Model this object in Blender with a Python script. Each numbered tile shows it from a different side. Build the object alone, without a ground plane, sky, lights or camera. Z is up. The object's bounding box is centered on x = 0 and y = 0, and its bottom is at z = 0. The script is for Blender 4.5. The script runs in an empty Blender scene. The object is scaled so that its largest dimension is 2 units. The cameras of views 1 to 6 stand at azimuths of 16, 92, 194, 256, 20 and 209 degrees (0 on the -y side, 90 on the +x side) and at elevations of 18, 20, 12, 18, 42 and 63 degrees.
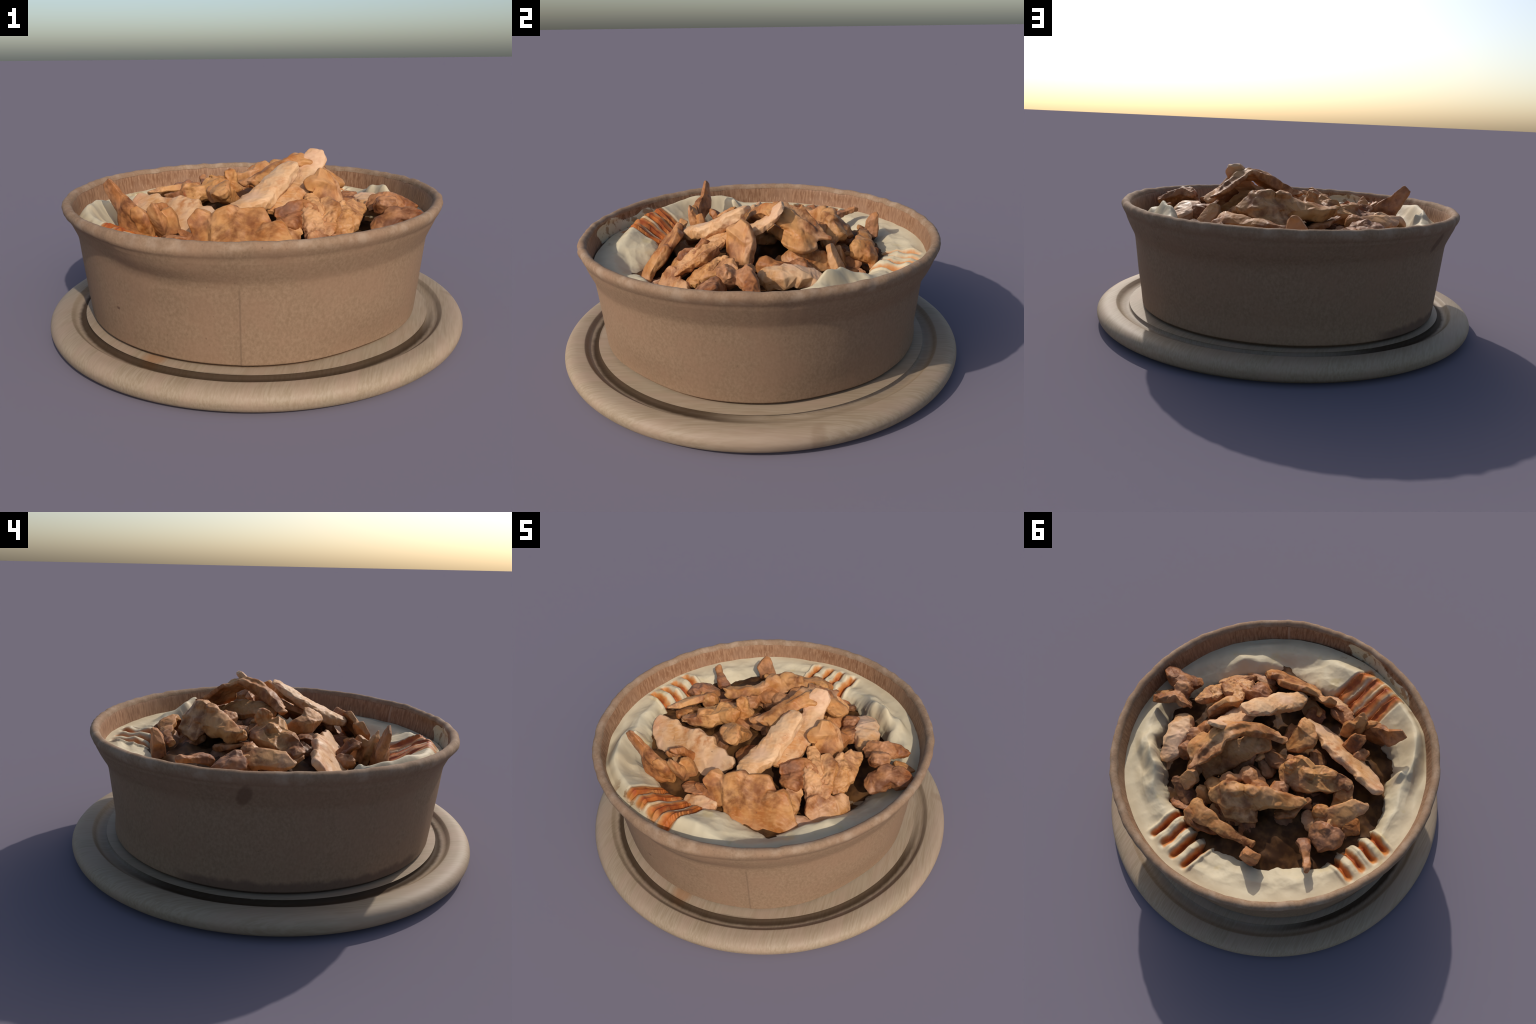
"""A kraft paper bowl of hummus and shawarma chicken on a round wooden board."""
import bpy, bmesh, math
import numpy as np
from mathutils import Vector, noise

SCENE = bpy.context.scene
RNG = np.random.default_rng(7)
BOWL = np.array([-0.016, 0.002, 0.0])          # the bowl's axis on the board


# ---------------------------------------------------------------- helpers
def smooth(a, b, x):
    t = np.clip((np.asarray(x, float) - a) / (b - a), 0, 1)
    return t * t * (3 - 2 * t)


def angle_bump(theta, centre, width):
    """1 at the bearing `centre` (degrees), fading to 0 at `width` degrees away."""
    d = (np.degrees(theta) - centre + 180) % 360 - 180
    return np.exp(-(d / width) ** 2)


def fbm(p, scale, octaves=3, seed=0.0):
    off = Vector((seed * 3.7, seed * 1.9 + 4.1, seed * 2.3 - 7.7))
    out = np.empty(len(p))
    for i, q in enumerate(p):
        out[i] = noise.fractal(Vector(q) * scale + off, 0.9, 2.1, octaves)
    return out


def ridged(p, scale, seed=0.0):
    off = Vector((seed * 1.3 + 9, seed * 4.1, seed * 0.7 - 3))
    return np.array([1 - 2 * abs(noise.noise(Vector(q) * scale + off)) for q in p])


def add_object(name, verts, faces, material, parent=None, origin=(0, 0, 0), label=None, category=None, smooth_angle=None):
    origin = np.asarray(origin, float)
    me = bpy.data.meshes.new(name)
    me.from_pydata([tuple(v) for v in np.asarray(verts) - origin], [], [tuple(int(i) for i in f) for f in faces])
    me.validate()
    me.materials.append(material)
    me.polygons.foreach_set("use_smooth", [True] * len(me.polygons))
    if smooth_angle:
        me.set_sharp_from_angle(angle=math.radians(smooth_angle))
    ob = bpy.data.objects.new(name, me)
    SCENE.collection.objects.link(ob)
    if parent:
        ob.parent = parent
        ob.location = origin - np.array(parent.location)
    else:
        ob.location = origin
    if label:
        ob["label"], ob["category"] = label, category
    return ob


def grid_faces(rows, cols, closed=True, flip=False):
    f = []
    for i in range(rows - 1):
        for j in range(cols if closed else cols - 1):
            a, b = i * cols + j, i * cols + (j + 1) % cols
            q = (a, b, b + cols, a + cols)
            f.append(q[::-1] if flip else q)
    return f


def resample(profile, n):
    """A polyline profile -> n points along a Catmull-Rom curve through it."""
    p = np.asarray(profile, float)
    ext = np.vstack([2 * p[0] - p[1], p, 2 * p[-1] - p[-2]])
    s = np.linspace(0, len(p) - 1, n)
    i = np.minimum(s.astype(int), len(p) - 2)
    t = (s - i)[:, None]
    a, b, c, d = ext[i], ext[i + 1], ext[i + 2], ext[i + 3]
    return 0.5 * (2 * b + (c - a) * t + (2 * a - 5 * b + 4 * c - d) * t ** 2 + (3 * b - a - 3 * c + d) * t ** 3)


# ---------------------------------------------------------------- materials
class Nodes:
    """A small vocabulary for writing shader graphs."""

    def __init__(self, name, rough=0.7, spec=0.3):
        self.m = bpy.data.materials.new(name)
        self.m.use_nodes = True
        self.t = self.m.node_tree
        self.bsdf = self.t.nodes["Principled BSDF"]
        self.bsdf.inputs["Roughness"].default_value = rough
        self.bsdf.inputs["Specular IOR Level"].default_value = spec
        self.coord = self.t.nodes.new("ShaderNodeTexCoord").outputs["Object"]

    def put(self, socket, v):
        if isinstance(v, bpy.types.NodeSocket):
            self.t.links.new(v, socket)
        elif v is not None:
            socket.default_value = (*v, 1) if isinstance(v, tuple) and socket.type == "RGBA" else v

    def math(self, op, a, b=None, c=None, clamp=False):
        n = self.t.nodes.new("ShaderNodeMath")
        n.operation, n.use_clamp = op, clamp
        for s, v in zip(n.inputs, (a, b, c)):
            self.put(s, v)
        return n.outputs[0]

    def ramp(self, v, lo, hi, to_lo=0.0, to_hi=1.0):
        n = self.t.nodes.new("ShaderNodeMapRange")
        n.interpolation_type = "SMOOTHSTEP"
        for k, x in (("Value", v), ("From Min", lo), ("From Max", hi), ("To Min", to_lo), ("To Max", to_hi)):
            self.put(n.inputs[k], x)
        return n.outputs[0]

    def mapping(self, scale=(1, 1, 1), rot=(0, 0, 0), loc=(0, 0, 0), v=None):
        n = self.t.nodes.new("ShaderNodeMapping")
        self.put(n.inputs["Vector"], v or self.coord)
        n.inputs["Scale"].default_value, n.inputs["Rotation"].default_value, n.inputs["Location"].default_value = scale, rot, loc
        return n.outputs[0]

    def noise(self, scale, detail=4, rough=0.55, v=None, distort=0.0):
        n = self.t.nodes.new("ShaderNodeTexNoise")
        self.put(n.inputs["Vector"], v or self.coord)
        n.inputs["Scale"].default_value, n.inputs["Detail"].default_value = scale, detail
        n.inputs["Roughness"].default_value, n.inputs["Distortion"].default_value = rough, distort
        return n.outputs["Fac"]

    def voronoi(self, scale, v=None, out="Distance"):
        n = self.t.nodes.new("ShaderNodeTexVoronoi")
        self.put(n.inputs["Vector"], v or self.coord)
        n.inputs["Scale"].default_value = scale
        return n.outputs[out]

    def mix(self, f, a, b, mode="MIX"):
        n = self.t.nodes.new("ShaderNodeMix")
        n.data_type, n.blend_type = "RGBA", mode
        self.put(n.inputs["Factor"], f)
        self.put(n.inputs[6], a)
        self.put(n.inputs[7], b)
        return n.outputs[2]

    def xyz(self, v=None):
        n = self.t.nodes.new("ShaderNodeSeparateXYZ")
        self.put(n.inputs[0], v or self.coord)
        return n.outputs

    def bearing(self):
        x, y, _ = self.xyz()
        return self.math("ARCTAN2", y, x)

    def near_angle(self, bearing, degrees, half_width, soft):
        """1 within half_width degrees of a bearing, fading over soft degrees."""
        d = self.math("SUBTRACT", bearing, math.radians(degrees))
        c = self.math("COSINE", d)
        return self.ramp(c, math.cos(math.radians(half_width + soft)), math.cos(math.radians(half_width)))

    def both(self, *fs):
        r = fs[0]
        for f in fs[1:]:
            r = self.math("MULTIPLY", r, f)
        return r

    def bump(self, height, strength=0.3, distance=0.01):
        n = self.t.nodes.new("ShaderNodeBump")
        n.inputs["Strength"].default_value, n.inputs["Distance"].default_value = strength, distance
        self.put(n.inputs["Height"], height)
        self.put(self.bsdf.inputs["Normal"], n.outputs[0])

    def done(self, colour):
        self.put(self.bsdf.inputs["Base Color"], colour)
        return self.m


def wood_material():
    n = Nodes("pale_turned_beech", 0.6, 0.3)
    grain = n.noise(9, 5, 0.6, n.mapping((14, 0.9, 6)))
    bands = n.noise(3.0, 3, 0.5, n.mapping((4, 0.6, 2)))
    cloud = n.noise(2.3, 2)
    c = n.mix(n.ramp(grain, 0.35, 0.68), (0.265, 0.190, 0.118), (0.325, 0.243, 0.162))
    c = n.mix(n.ramp(bands, 0.42, 0.66, 0, 0.55), c, (0.33, 0.225, 0.155))
    c = n.mix(n.ramp(cloud, 0.5, 0.72, 0, 0.35), c, (0.30, 0.245, 0.165))
    # a warm orange patch in the wood and a knot on the edge
    x, y, z = n.xyz()
    wob = n.noise(12, 3)

    def spot(px, py, rx, ry):
        dx = n.math("DIVIDE", n.math("SUBTRACT", x, px), rx)
        dy = n.math("DIVIDE", n.math("SUBTRACT", y, py), ry)
        d = n.math("SQRT", n.math("ADD", n.math("MULTIPLY", dx, dx), n.math("MULTIPLY", dy, dy)))
        d = n.math("ADD", d, n.math("MULTIPLY", n.math("SUBTRACT", wob, 0.5), 0.8))
        return n.ramp(d, 0.45, 1.25, 1, 0)

    c = n.mix(n.math("MULTIPLY", spot(-0.205, -0.765, 0.055, 0.08), 0.6), c, (0.30, 0.135, 0.055))
    c = n.mix(n.math("MULTIPLY", spot(0.95, 0.27, 0.06, 0.03), 0.3), c, (0.17, 0.095, 0.05))
    # dark brown on the inner wall of the juice groove, thin on the back right
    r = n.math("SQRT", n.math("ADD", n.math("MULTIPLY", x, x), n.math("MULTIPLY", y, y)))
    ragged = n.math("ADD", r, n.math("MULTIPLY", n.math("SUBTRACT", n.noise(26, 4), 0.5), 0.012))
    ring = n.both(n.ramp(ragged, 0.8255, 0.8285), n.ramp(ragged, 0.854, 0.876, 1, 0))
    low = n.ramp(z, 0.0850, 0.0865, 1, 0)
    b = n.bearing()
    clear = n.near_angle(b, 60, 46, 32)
    groove_brown = n.both(ring, low, n.math("SUBTRACT", 1.0, n.math("MULTIPLY", clear, 0.85)))
    c = n.mix(n.math("MULTIPLY", groove_brown, 0.86), c, (0.022, 0.009, 0.003))
    n.put(n.bsdf.inputs["Specular IOR Level"], n.math("SUBTRACT", 0.3, n.math("MULTIPLY", groove_brown, 0.27)))
    n.bump(grain, 0.12, 0.004)
    return n.done(c)


def kraft_material():
    n = Nodes("kraft_card", 0.8, 0.2)
    b = n.bearing()
    x, y, z = n.xyz()
    fibre = n.noise(95, 5, 0.7, n.mapping((1, 1, 0.7)))
    blotch = n.noise(6, 4)
    c = n.mix(n.ramp(fibre, 0.3, 0.7), (0.205, 0.126, 0.073), (0.268, 0.171, 0.105))
    c = n.mix(n.ramp(blotch, 0.4, 0.65, 0, 0.5), c, (0.250, 0.147, 0.089))
    fleck = n.ramp(n.noise(120, 2, 0.4, n.mapping((1, 1, 0.6), (0.5, 0.3, 0))), 0.72, 0.78, 0, 0.5)
    c = n.mix(fleck, c, (0.10, 0.055, 0.032))
    # the rolled rim is paler in patches
    rim_pale = n.both(n.ramp(z, 0.575, 0.600), n.ramp(n.noise(13, 4, 0.6), 0.45, 0.68))
    c = n.mix(n.math("MULTIPLY", rim_pale, 0.6), c, (0.345, 0.245, 0.168))
    # the glued overlap of the side wall
    seam = n.both(n.near_angle(b, -77.3, 0.12, 0.2), n.ramp(z, 0.44, 0.40), n.ramp(z, 0.08, 0.1))
    c = n.mix(n.math("MULTIPLY", seam, 0.38), c, (0.10, 0.06, 0.036))
    # wet tide mark along the foot at the back left, and a drip below the rim
    wob = n.math("MULTIPLY", n.math("SUBTRACT", n.noise(22, 4, 0.6, n.mapping((1, 1, 0.4))), 0.5), 0.05)
    edge = n.math("ADD", z, wob)
    wet = n.both(n.near_angle(b, 178, 36, 9), n.ramp(edge, 0.132, 0.158, 1, 0))
    c = n.mix(n.math("MULTIPLY", wet, 0.62), c, (0.075, 0.043, 0.033))
    lean = n.math("SUBTRACT", n.math("SUBTRACT", b, math.radians(158.0)), n.math("MULTIPLY", n.math("SUBTRACT", z, 0.53), 0.35))
    across = n.math("DIVIDE", n.math("ADD", lean, n.math("MULTIPLY", wob, 0.5)), 0.040)
    down = n.math("DIVIDE", n.math("ADD", n.math("SUBTRACT", z, 0.532), wob), 0.055)
    d2 = n.math("ADD", n.math("MULTIPLY", across, across), n.math("MULTIPLY", down, down))
    c = n.mix(n.ramp(d2, 0.35, 1.1, 0.5, 0), c, (0.075, 0.033, 0.018))
    spot = n.both(n.near_angle(b, -117.1, 0.35, 0.5), n.ramp(z, 0.256, 0.261), n.ramp(z, 0.272, 0.267))
    c = n.mix(n.math("MULTIPLY", spot, 0.75), c, (0.09, 0.045, 0.03))
    n.bump(fibre, 0.15, 0.003)
    return n.done(c)


def kraft_inside_material():
    n = Nodes("greased_kraft_lining", 0.55, 0.3)
    b = n.bearing()
    x, y, z = n.xyz()
    comb = n.t.nodes.new("ShaderNodeCombineXYZ")
    for s, v in zip(comb.inputs, (n.math("MULTIPLY", b, 1.0), n.math("MULTIPLY", z, 0.22), 0.0)):
        n.put(s, v)
    streak = n.noise(75, 3, 0.6, comb.outputs[0])
    patch = n.noise(5, 3)
    c = n.mix(n.ramp(streak, 0.36, 0.66), (0.190, 0.088, 0.043), (0.300, 0.165, 0.090))
    c = n.mix(n.ramp(patch, 0.45, 0.65, 0, 0.5), c, (0.25, 0.14, 0.082))
    fleck = n.ramp(n.noise(120, 1, 0.4, comb.outputs[0]), 0.66, 0.74, 0, 0.55)
    c = n.mix(fleck, c, (0.43, 0.28, 0.175))
    # brown sauce trails that ran down the wall on the front left
    run = n.both(n.near_angle(b, -113, 15, 8), n.ramp(n.noise(24, 3, 0.6), 0.5, 0.6))
    c = n.mix(n.math("MULTIPLY", run, 0.7), c, (0.13, 0.05, 0.014))
    seam = n.near_angle(b, -67.8, 0.25, 0.35)
    c = n.mix(n.math("MULTIPLY", seam, 0.5), c, (0.40, 0.28, 0.19))
    return n.done(c)


# four sets of four grooves pressed into the hummus: bearing, where they begin and end,
# how wide the sauce lies in them
STRIPES = [
    dict(bearing=-117.0, start=0.52, end=0.80, sauce=0.031, step=0.75),
    dict(bearing=72.5, start=0.56, end=0.795, sauce=0.019, step=0.0),
    dict(bearing=154.6, start=0.58, end=0.805, sauce=0.019, step=0.0),
]
PITCH = 0.079


def hummus_material():
    n = Nodes("hummus", 0.62, 0.35)
    cloud = n.noise(4.5, 4)
    grit = n.noise(55, 3)
    c = n.mix(n.ramp(cloud, 0.35, 0.68), (0.500, 0.405, 0.258), (0.575, 0.482, 0.320))
    c = n.mix(n.ramp(grit, 0.60, 0.75, 0, 0.35), c, (0.46, 0.35, 0.20))
    oil = n.ramp(n.noise(7, 4), 0.60, 0.72, 0, 0.45)
    c = n.mix(oil, c, (0.50, 0.37, 0.15))
    wob = n.math("MULTIPLY", n.math("SUBTRACT", n.noise(20, 5), 0.5), 0.030)
    wob2 = n.math("MULTIPLY", n.math("SUBTRACT", n.noise(9, 3), 0.5), 0.07)
    tone = n.noise(16, 4)
    for g in STRIPES:
        turned = n.mapping((1, 1, 1), (0, 0, -math.radians(g["bearing"])))
        s, q, _ = n.xyz(turned)
        q2 = n.math("ADD", n.math("DIVIDE", n.math("ADD", q, wob), PITCH), 0.0)
        # distance from the nearest groove floor (grooves lie at -1.5 -.5 .5 1.5 pitches)
        wave = n.math("ABSOLUTE", n.math("SUBTRACT", n.math("FRACT", n.math("ADD", q2, 10.0)), 0.5))
        wide = n.ramp(wave, g["sauce"] / PITCH * 0.75, g["sauce"] / PITCH * 1.45, 1, 0)
        core = n.ramp(wave, g["sauce"] / PITCH * 0.3, g["sauce"] / PITCH * 0.9, 1, 0)
        within = n.ramp(n.math("ABSOLUTE", q), 2.0 * PITCH + 0.002, 2.0 * PITCH - 0.008)
        along = n.both(n.ramp(n.math("ADD", s, wob2), g["end"] - 0.002, g["end"] - 0.03), n.ramp(s, 0.3, 0.32))
        m = n.both(wide, within, along)
        c = n.mix(n.math("MULTIPLY", m, 0.85), c, (0.52, 0.185, 0.030))
        deep = n.mix(n.ramp(tone, 0.35, 0.65), (0.29, 0.055, 0.010), (0.46, 0.125, 0.018))
        c = n.mix(n.both(core, within, along), c, deep)
        end_tint = n.both(core, within, n.ramp(n.math("ADD", s, wob2), g["end"] - 0.06, g["end"] - 0.02), along)
        c = n.mix(n.math("MULTIPLY", end_tint, 0.6), c, (0.40, 0.19, 0.04))
    # sauce smudges on the hummus near the rim at the front left
    b = n.bearing()
    x, y, z = n.xyz()
    r = n.math("SQRT", n.math("ADD", n.math("MULTIPLY", x, x), n.math("MULTIPLY", y, y)))
    smudge = n.both(n.near_angle(b, -114, 16, 8), n.ramp(r, 0.765, 0.79), n.ramp(n.noise(20, 3), 0.5, 0.58))
    c = n.mix(n.math("MULTIPLY", smudge, 0.7), c, (0.20, 0.085, 0.02))
    # the inner bank turns brown towards its foot
    bank = n.both(n.ramp(r, 0.67, 0.60), n.ramp(n.math("ADD", z, wob), 0.425, 0.475, 1, 0))
    c = n.mix(n.math("MULTIPLY", bank, 0.75), c, (0.16, 0.075, 0.03))
    n.put(n.bsdf.inputs["Roughness"], n.ramp(oil, 0, 0.45, 0.62, 0.42))
    n.bump(n.noise(38, 4), 0.12, 0.006)
    return n.done(c)


def chicken_material(name, base, light, brown, brown_amount, pink=0.0, cut=0.0):
    n = Nodes(name, 0.55, 0.28)
    rnd = n.t.nodes.new("ShaderNodeObjectInfo").outputs["Random"]
    shift = n.t.nodes.new("ShaderNodeVectorMath")
    shift.operation = "ADD"
    n.put(shift.inputs[0], n.coord)
    comb = n.t.nodes.new("ShaderNodeCombineXYZ")
    for s in comb.inputs:
        n.put(s, n.math("MULTIPLY", rnd, 31.0))
    n.put(shift.inputs[1], comb.outputs[0])
    v = shift.outputs[0]
    big, mid = n.noise(5.5, 4, 0.55, v, 0.3), n.noise(20, 5, 0.6, v)
    fibre = n.noise(26, 4, 0.6, n.mapping((1, 4.5, 1), (0.3, 0.4, 0.7), v=v))
    tone = n.math("ADD", n.math("MULTIPLY", big, 0.78), n.math("MULTIPLY", mid, 0.22))
    c = n.mix(n.ramp(tone, 0.36, 0.60), base, light)
    flesh = n.ramp(n.math("ADD", n.math("MULTIPLY", n.noise(4.2, 3, 0.5, v, 0.6), 0.8), n.math("MULTIPLY", fibre, 0.2)), 0.50, 0.62, 0, cut)
    c = n.mix(flesh, c, (0.590, 0.345, 0.195))
    c = n.mix(n.ramp(fibre, 0.44, 0.66, 0, 0.5), c, light)
    char = n.math("ADD", n.math("MULTIPLY", n.noise(7, 4, 0.6, v, 0.5), 0.62), n.math("MULTIPLY", mid, 0.38))
    seared = n.ramp(char, 0.57 - 0.16 * brown_amount, 0.72 - 0.12 * brown_amount, 0, 0.85)
    c = n.mix(seared, c, brown)
    if pink:
        c = n.mix(n.ramp(n.noise(6, 2, 0.5, v), 0.48, 0.68, 0, pink), c, (0.56, 0.345, 0.235))
    # browned, crisp edges where the slices met the grill
    point = n.t.nodes.new("ShaderNodeNewGeometry").outputs["Pointiness"]
    edge = n.both(n.ramp(point, 0.515, 0.60, 0, 0.75), n.ramp(n.noise(11, 4, 0.6, v), 0.38, 0.58))
    c = n.mix(edge, c, brown)
    red = n.ramp(n.noise(13, 3, 0.5, v, 0.3), 0.68, 0.76, 0, 0.55)
    c = n.mix(red, c, (0.30, 0.065, 0.02))
    speck = n.ramp(n.noise(60, 2, 0.5, v), 0.70, 0.77, 0, 0.5)
    c = n.mix(speck, c, (0.13, 0.05, 0.02))
    n.put(n.bsdf.inputs["Roughness"], n.ramp(mid, 0.35, 0.65, 0.48, 0.68))
    n.bump(n.math("ADD", n.math("MULTIPLY", fibre, 0.6), n.math("MULTIPLY", mid, 0.8)), 0.22, 0.006)
    return n.done(c)


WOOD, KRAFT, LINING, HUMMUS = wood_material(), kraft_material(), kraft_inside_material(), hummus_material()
MEAT = dict(
    pale=chicken_material("pale_breast_meat", (0.470, 0.225, 0.080), (0.590, 0.365, 0.200), (0.35, 0.115, 0.022), 0.5, 0.5),
    tan=chicken_material("roasted_meat", (0.320, 0.106, 0.022), (0.485, 0.235, 0.080), (0.145, 0.039, 0.008), 0.68, 0.12, 0.5),
    shaded=chicken_material("gap_shaded_meat", (0.155, 0.058, 0.019), (0.235, 0.105, 0.040), (0.080, 0.026, 0.009), 0.7),  # shade of the deep gaps put into the meat's colour
    dark=chicken_material("seared_meat", (0.245, 0.075, 0.018), (0.380, 0.155, 0.050), (0.095, 0.025, 0.007), 0.78, 0.15, 0.3),
)


# ---------------------------------------------------------------- board
def build_board():
    profile = [(0.0, 0.0), (0.55, 0.0), (0.92, 0.0), (0.952, 0.003), (0.976, 0.012), (0.992, 0.028), (0.999, 0.050), (0.997, 0.066),
               (0.988, 0.080), (0.972, 0.090), (0.950, 0.0955), (0.925, 0.0965), (0.907, 0.0955), (0.901, 0.0935), (0.893, 0.086),
               (0.884, 0.077), (0.872, 0.071), (0.855, 0.068), (0.842, 0.068), (0.835, 0.071), (0.831, 0.079), (0.8285, 0.0845),
               (0.825, 0.0862), (0.815, 0.0868), (0.6, 0.0868), (0.0, 0.0868)]
    p = resample(profile, 26 * 4)
    p[:, 0] = np.maximum(p[:, 0], 1e-4)
    cols = 288
    th = np.linspace(0, 2 * np.pi, cols, endpoint=False)
    R, TH = np.meshgrid(p[:, 0], th, indexing="ij")
    Z = np.repeat(p[:, 1:2], cols, 1)
    V = np.stack([R * np.cos(TH), R * np.sin(TH), Z], -1).reshape(-1, 3)
    top = (V[:, 2] > 0.02)
    wob = np.zeros(len(V))
    wob[top] = fbm(V[top] * [1, 1, 0.4], 4.5, 2, 3)
    V[:, 2] += np.where(top, wob * 0.0012, 0)
    V[:, 2] = np.maximum(V[:, 2], 0)
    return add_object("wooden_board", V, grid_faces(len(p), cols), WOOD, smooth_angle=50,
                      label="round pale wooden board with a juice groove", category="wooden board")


# ---------------------------------------------------------------- bowl
LINING_SURFACE = {}


def build_bowl():
    root = bpy.data.objects.new("paper_bowl", None)
    root.location = BOWL
    SCENE.collection.objects.link(root)
    root["label"], root["category"] = "round brown kraft paper bowl with rolled rim", "paper bowl"
    cols = 360
    th = np.linspace(0, 2 * np.pi, cols, endpoint=False)
    sag = 0.006 * np.cos(2 * th) + 0.003 * np.sin(th) - 0.001       # the rim is not level
    ring = np.stack([np.cos(th), np.sin(th), np.zeros(cols)], 1)
    n1, n2 = fbm(ring, 6, 3, 11), fbm(ring, 14, 3, 12)
    pinch = np.abs(fbm(ring, 9, 2, 13))

    def revolve(profile, n, rimness):
        p = resample(profile, n)
        out = []
        for r, z in p:
            k = float(smooth(0.35, 0.62, z))
            e = float(smooth(0.54, 0.60, z)) * rimness
            rr = r + 0.0035 * n1 * (0.4 + 0.6 * k) + e * 0.0035 * n2
            foot = float(smooth(0.28, 0.09, z))
            rr = rr - foot * (0.018 * angle_bump(th, -38, 18) + 0.008 * angle_bump(th, 25, 12) - 0.004 * angle_bump(th, -75, 25))
            step = ((np.degrees(th) + 77.3) % 360)
            rr = rr + np.where(step < 40, 0.0022 * (1 - step / 40), 0) * (1 - e)
            rr = rr + e * 0.007 * angle_bump(th, -67.5, 1.3)
            rr = rr - 0.014 * angle_bump(th, 94, 58) * float(smooth(0.10, 0.2, z) * smooth(0.52, 0.42, z)) - e * 0.005 * angle_bump(th, 140, 60)
            front = angle_bump(th, -99, 17)          # scan fault kept in the shape: a bulge under the rim at the front
            rr = rr + 0.023 * front * float((0.25 * smooth(0.30, 0.42, z) + 0.75 * smooth(0.43, 0.53, z)) * smooth(0.625, 0.575, z))
            zz = z + (0.018 * angle_bump(th, 130, 40) + 0.030 * angle_bump(th, -128, 20) - 0.012 * angle_bump(th, -70, 30) - 0.010 * angle_bump(th, 60, 50)) * float(smooth(0.34, 0.47, z) * smooth(0.60, 0.52, z))
            zz = zz + sag * float(smooth(0.1, 0.6, z)) + e * (0.0035 * n2 + 0.003 * pinch)
            out.append(np.stack([rr * np.cos(th), rr * np.sin(th), zz], 1))
        return np.vstack(out) + BOWL, n

    outer = [(0.764, 0.1015), (0.780, 0.0995), (0.7875, 0.103), (0.7905, 0.118), (0.800, 0.21), (0.811, 0.33), (0.820, 0.43), (0.8225, 0.452), (0.8255, 0.468), (0.8320, 0.486), (0.846, 0.519), (0.860, 0.551)]
    rim = [(0.860, 0.551), (0.867, 0.569), (0.8745, 0.581), (0.881, 0.594), (0.8835, 0.608), (0.879, 0.621), (0.868, 0.6285), (0.855, 0.6275), (0.8445, 0.619), (0.8395, 0.606)]
    inner = [(0.8395, 0.606), (0.8355, 0.59), (0.829, 0.55), (0.8225, 0.51), (0.812, 0.44), (0.782, 0.15), (0.772, 0.125), (0.70, 0.118), (0.3, 0.118), (0.001, 0.118)]
    base = [(0.001, 0.0872), (0.4, 0.0872), (0.745, 0.0872), (0.757, 0.090), (0.764, 0.1015)]
    for name, prof, n, e, mat in (("wall", outer, 60, 0.6, KRAFT), ("rim", rim, 34, 1.0, KRAFT), ("lining", inner, 50, 0.6, LINING), ("base", base, 16, 0, KRAFT)):
        V, rows = revolve(prof, n, e)
        add_object(name, V, grid_faces(rows, cols), mat, root, BOWL, smooth_angle=60)
        if name == "lining":
            g = (V - BOWL).reshape(rows, cols, 3)
            LINING_SURFACE.update(r=np.hypot(g[..., 0], g[..., 1])[::-1], z=g[..., 2][::-1])
    return root


# ---------------------------------------------------------------- hummus
# the surface of the hummus by bearing: radius and height of its inner edge, radius and height of
# its crest, height where it meets the wall
SHORE = [
    (-170, 0.63, 0.505, 0.7, 0.57, 0.53), (-160, 0.675, 0.495, 0.735, 0.575, 0.53), (-147, 0.645, 0.51, 0.775, 0.605, 0.53), (-134, 0.6, 0.49, 0.765, 0.603, 0.53),
    (-120, 0.56, 0.48, 0.735, 0.597, 0.525), (-112, 0.555, 0.488, 0.74, 0.572, 0.52), (-101, 0.555, 0.515, 0.705, 0.562, 0.515), (-92, 0.535, 0.51, 0.71, 0.542, 0.51),
    (-84, 0.55, 0.470, 0.655, 0.495, 0.51), (-76, 0.555, 0.435, 0.64, 0.462, 0.51), (-68, 0.575, 0.42, 0.655, 0.455, 0.51), (-62, 0.6, 0.44, 0.66, 0.485, 0.51),
    (-52, 0.6, 0.47, 0.665, 0.52, 0.51), (-44, 0.61, 0.475, 0.68, 0.522, 0.51), (-34, 0.62, 0.455, 0.7, 0.495, 0.51), (-24, 0.65, 0.455, 0.71, 0.488, 0.51),
    (-12, 0.68, 0.475, 0.74, 0.505, 0.515), (0, 0.69, 0.5, 0.75, 0.525, 0.52), (10, 0.655, 0.515, 0.72, 0.545, 0.525), (20, 0.665, 0.53, 0.71, 0.572, 0.527),
    (30, 0.63, 0.558, 0.665, 0.595, 0.527), (37, 0.615, 0.58, 0.64, 0.603, 0.527), (46, 0.635, 0.54, 0.68, 0.565, 0.527), (56, 0.615, 0.52, 0.67, 0.54, 0.527),
    (66, 0.585, 0.51, 0.65, 0.534, 0.527), (77, 0.61, 0.51, 0.67, 0.53, 0.527), (87, 0.60, 0.505, 0.69, 0.53, 0.527), (103, 0.60, 0.505, 0.69, 0.53, 0.526),
    (118, 0.60, 0.505, 0.69, 0.53, 0.525), (140, 0.68, 0.51, 0.73, 0.53, 0.525), (153, 0.64, 0.51, 0.7, 0.533, 0.526), (165, 0.675, 0.515, 0.72, 0.54, 0.528),
    (176, 0.668, 0.52, 0.72, 0.548, 0.53)]
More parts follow.
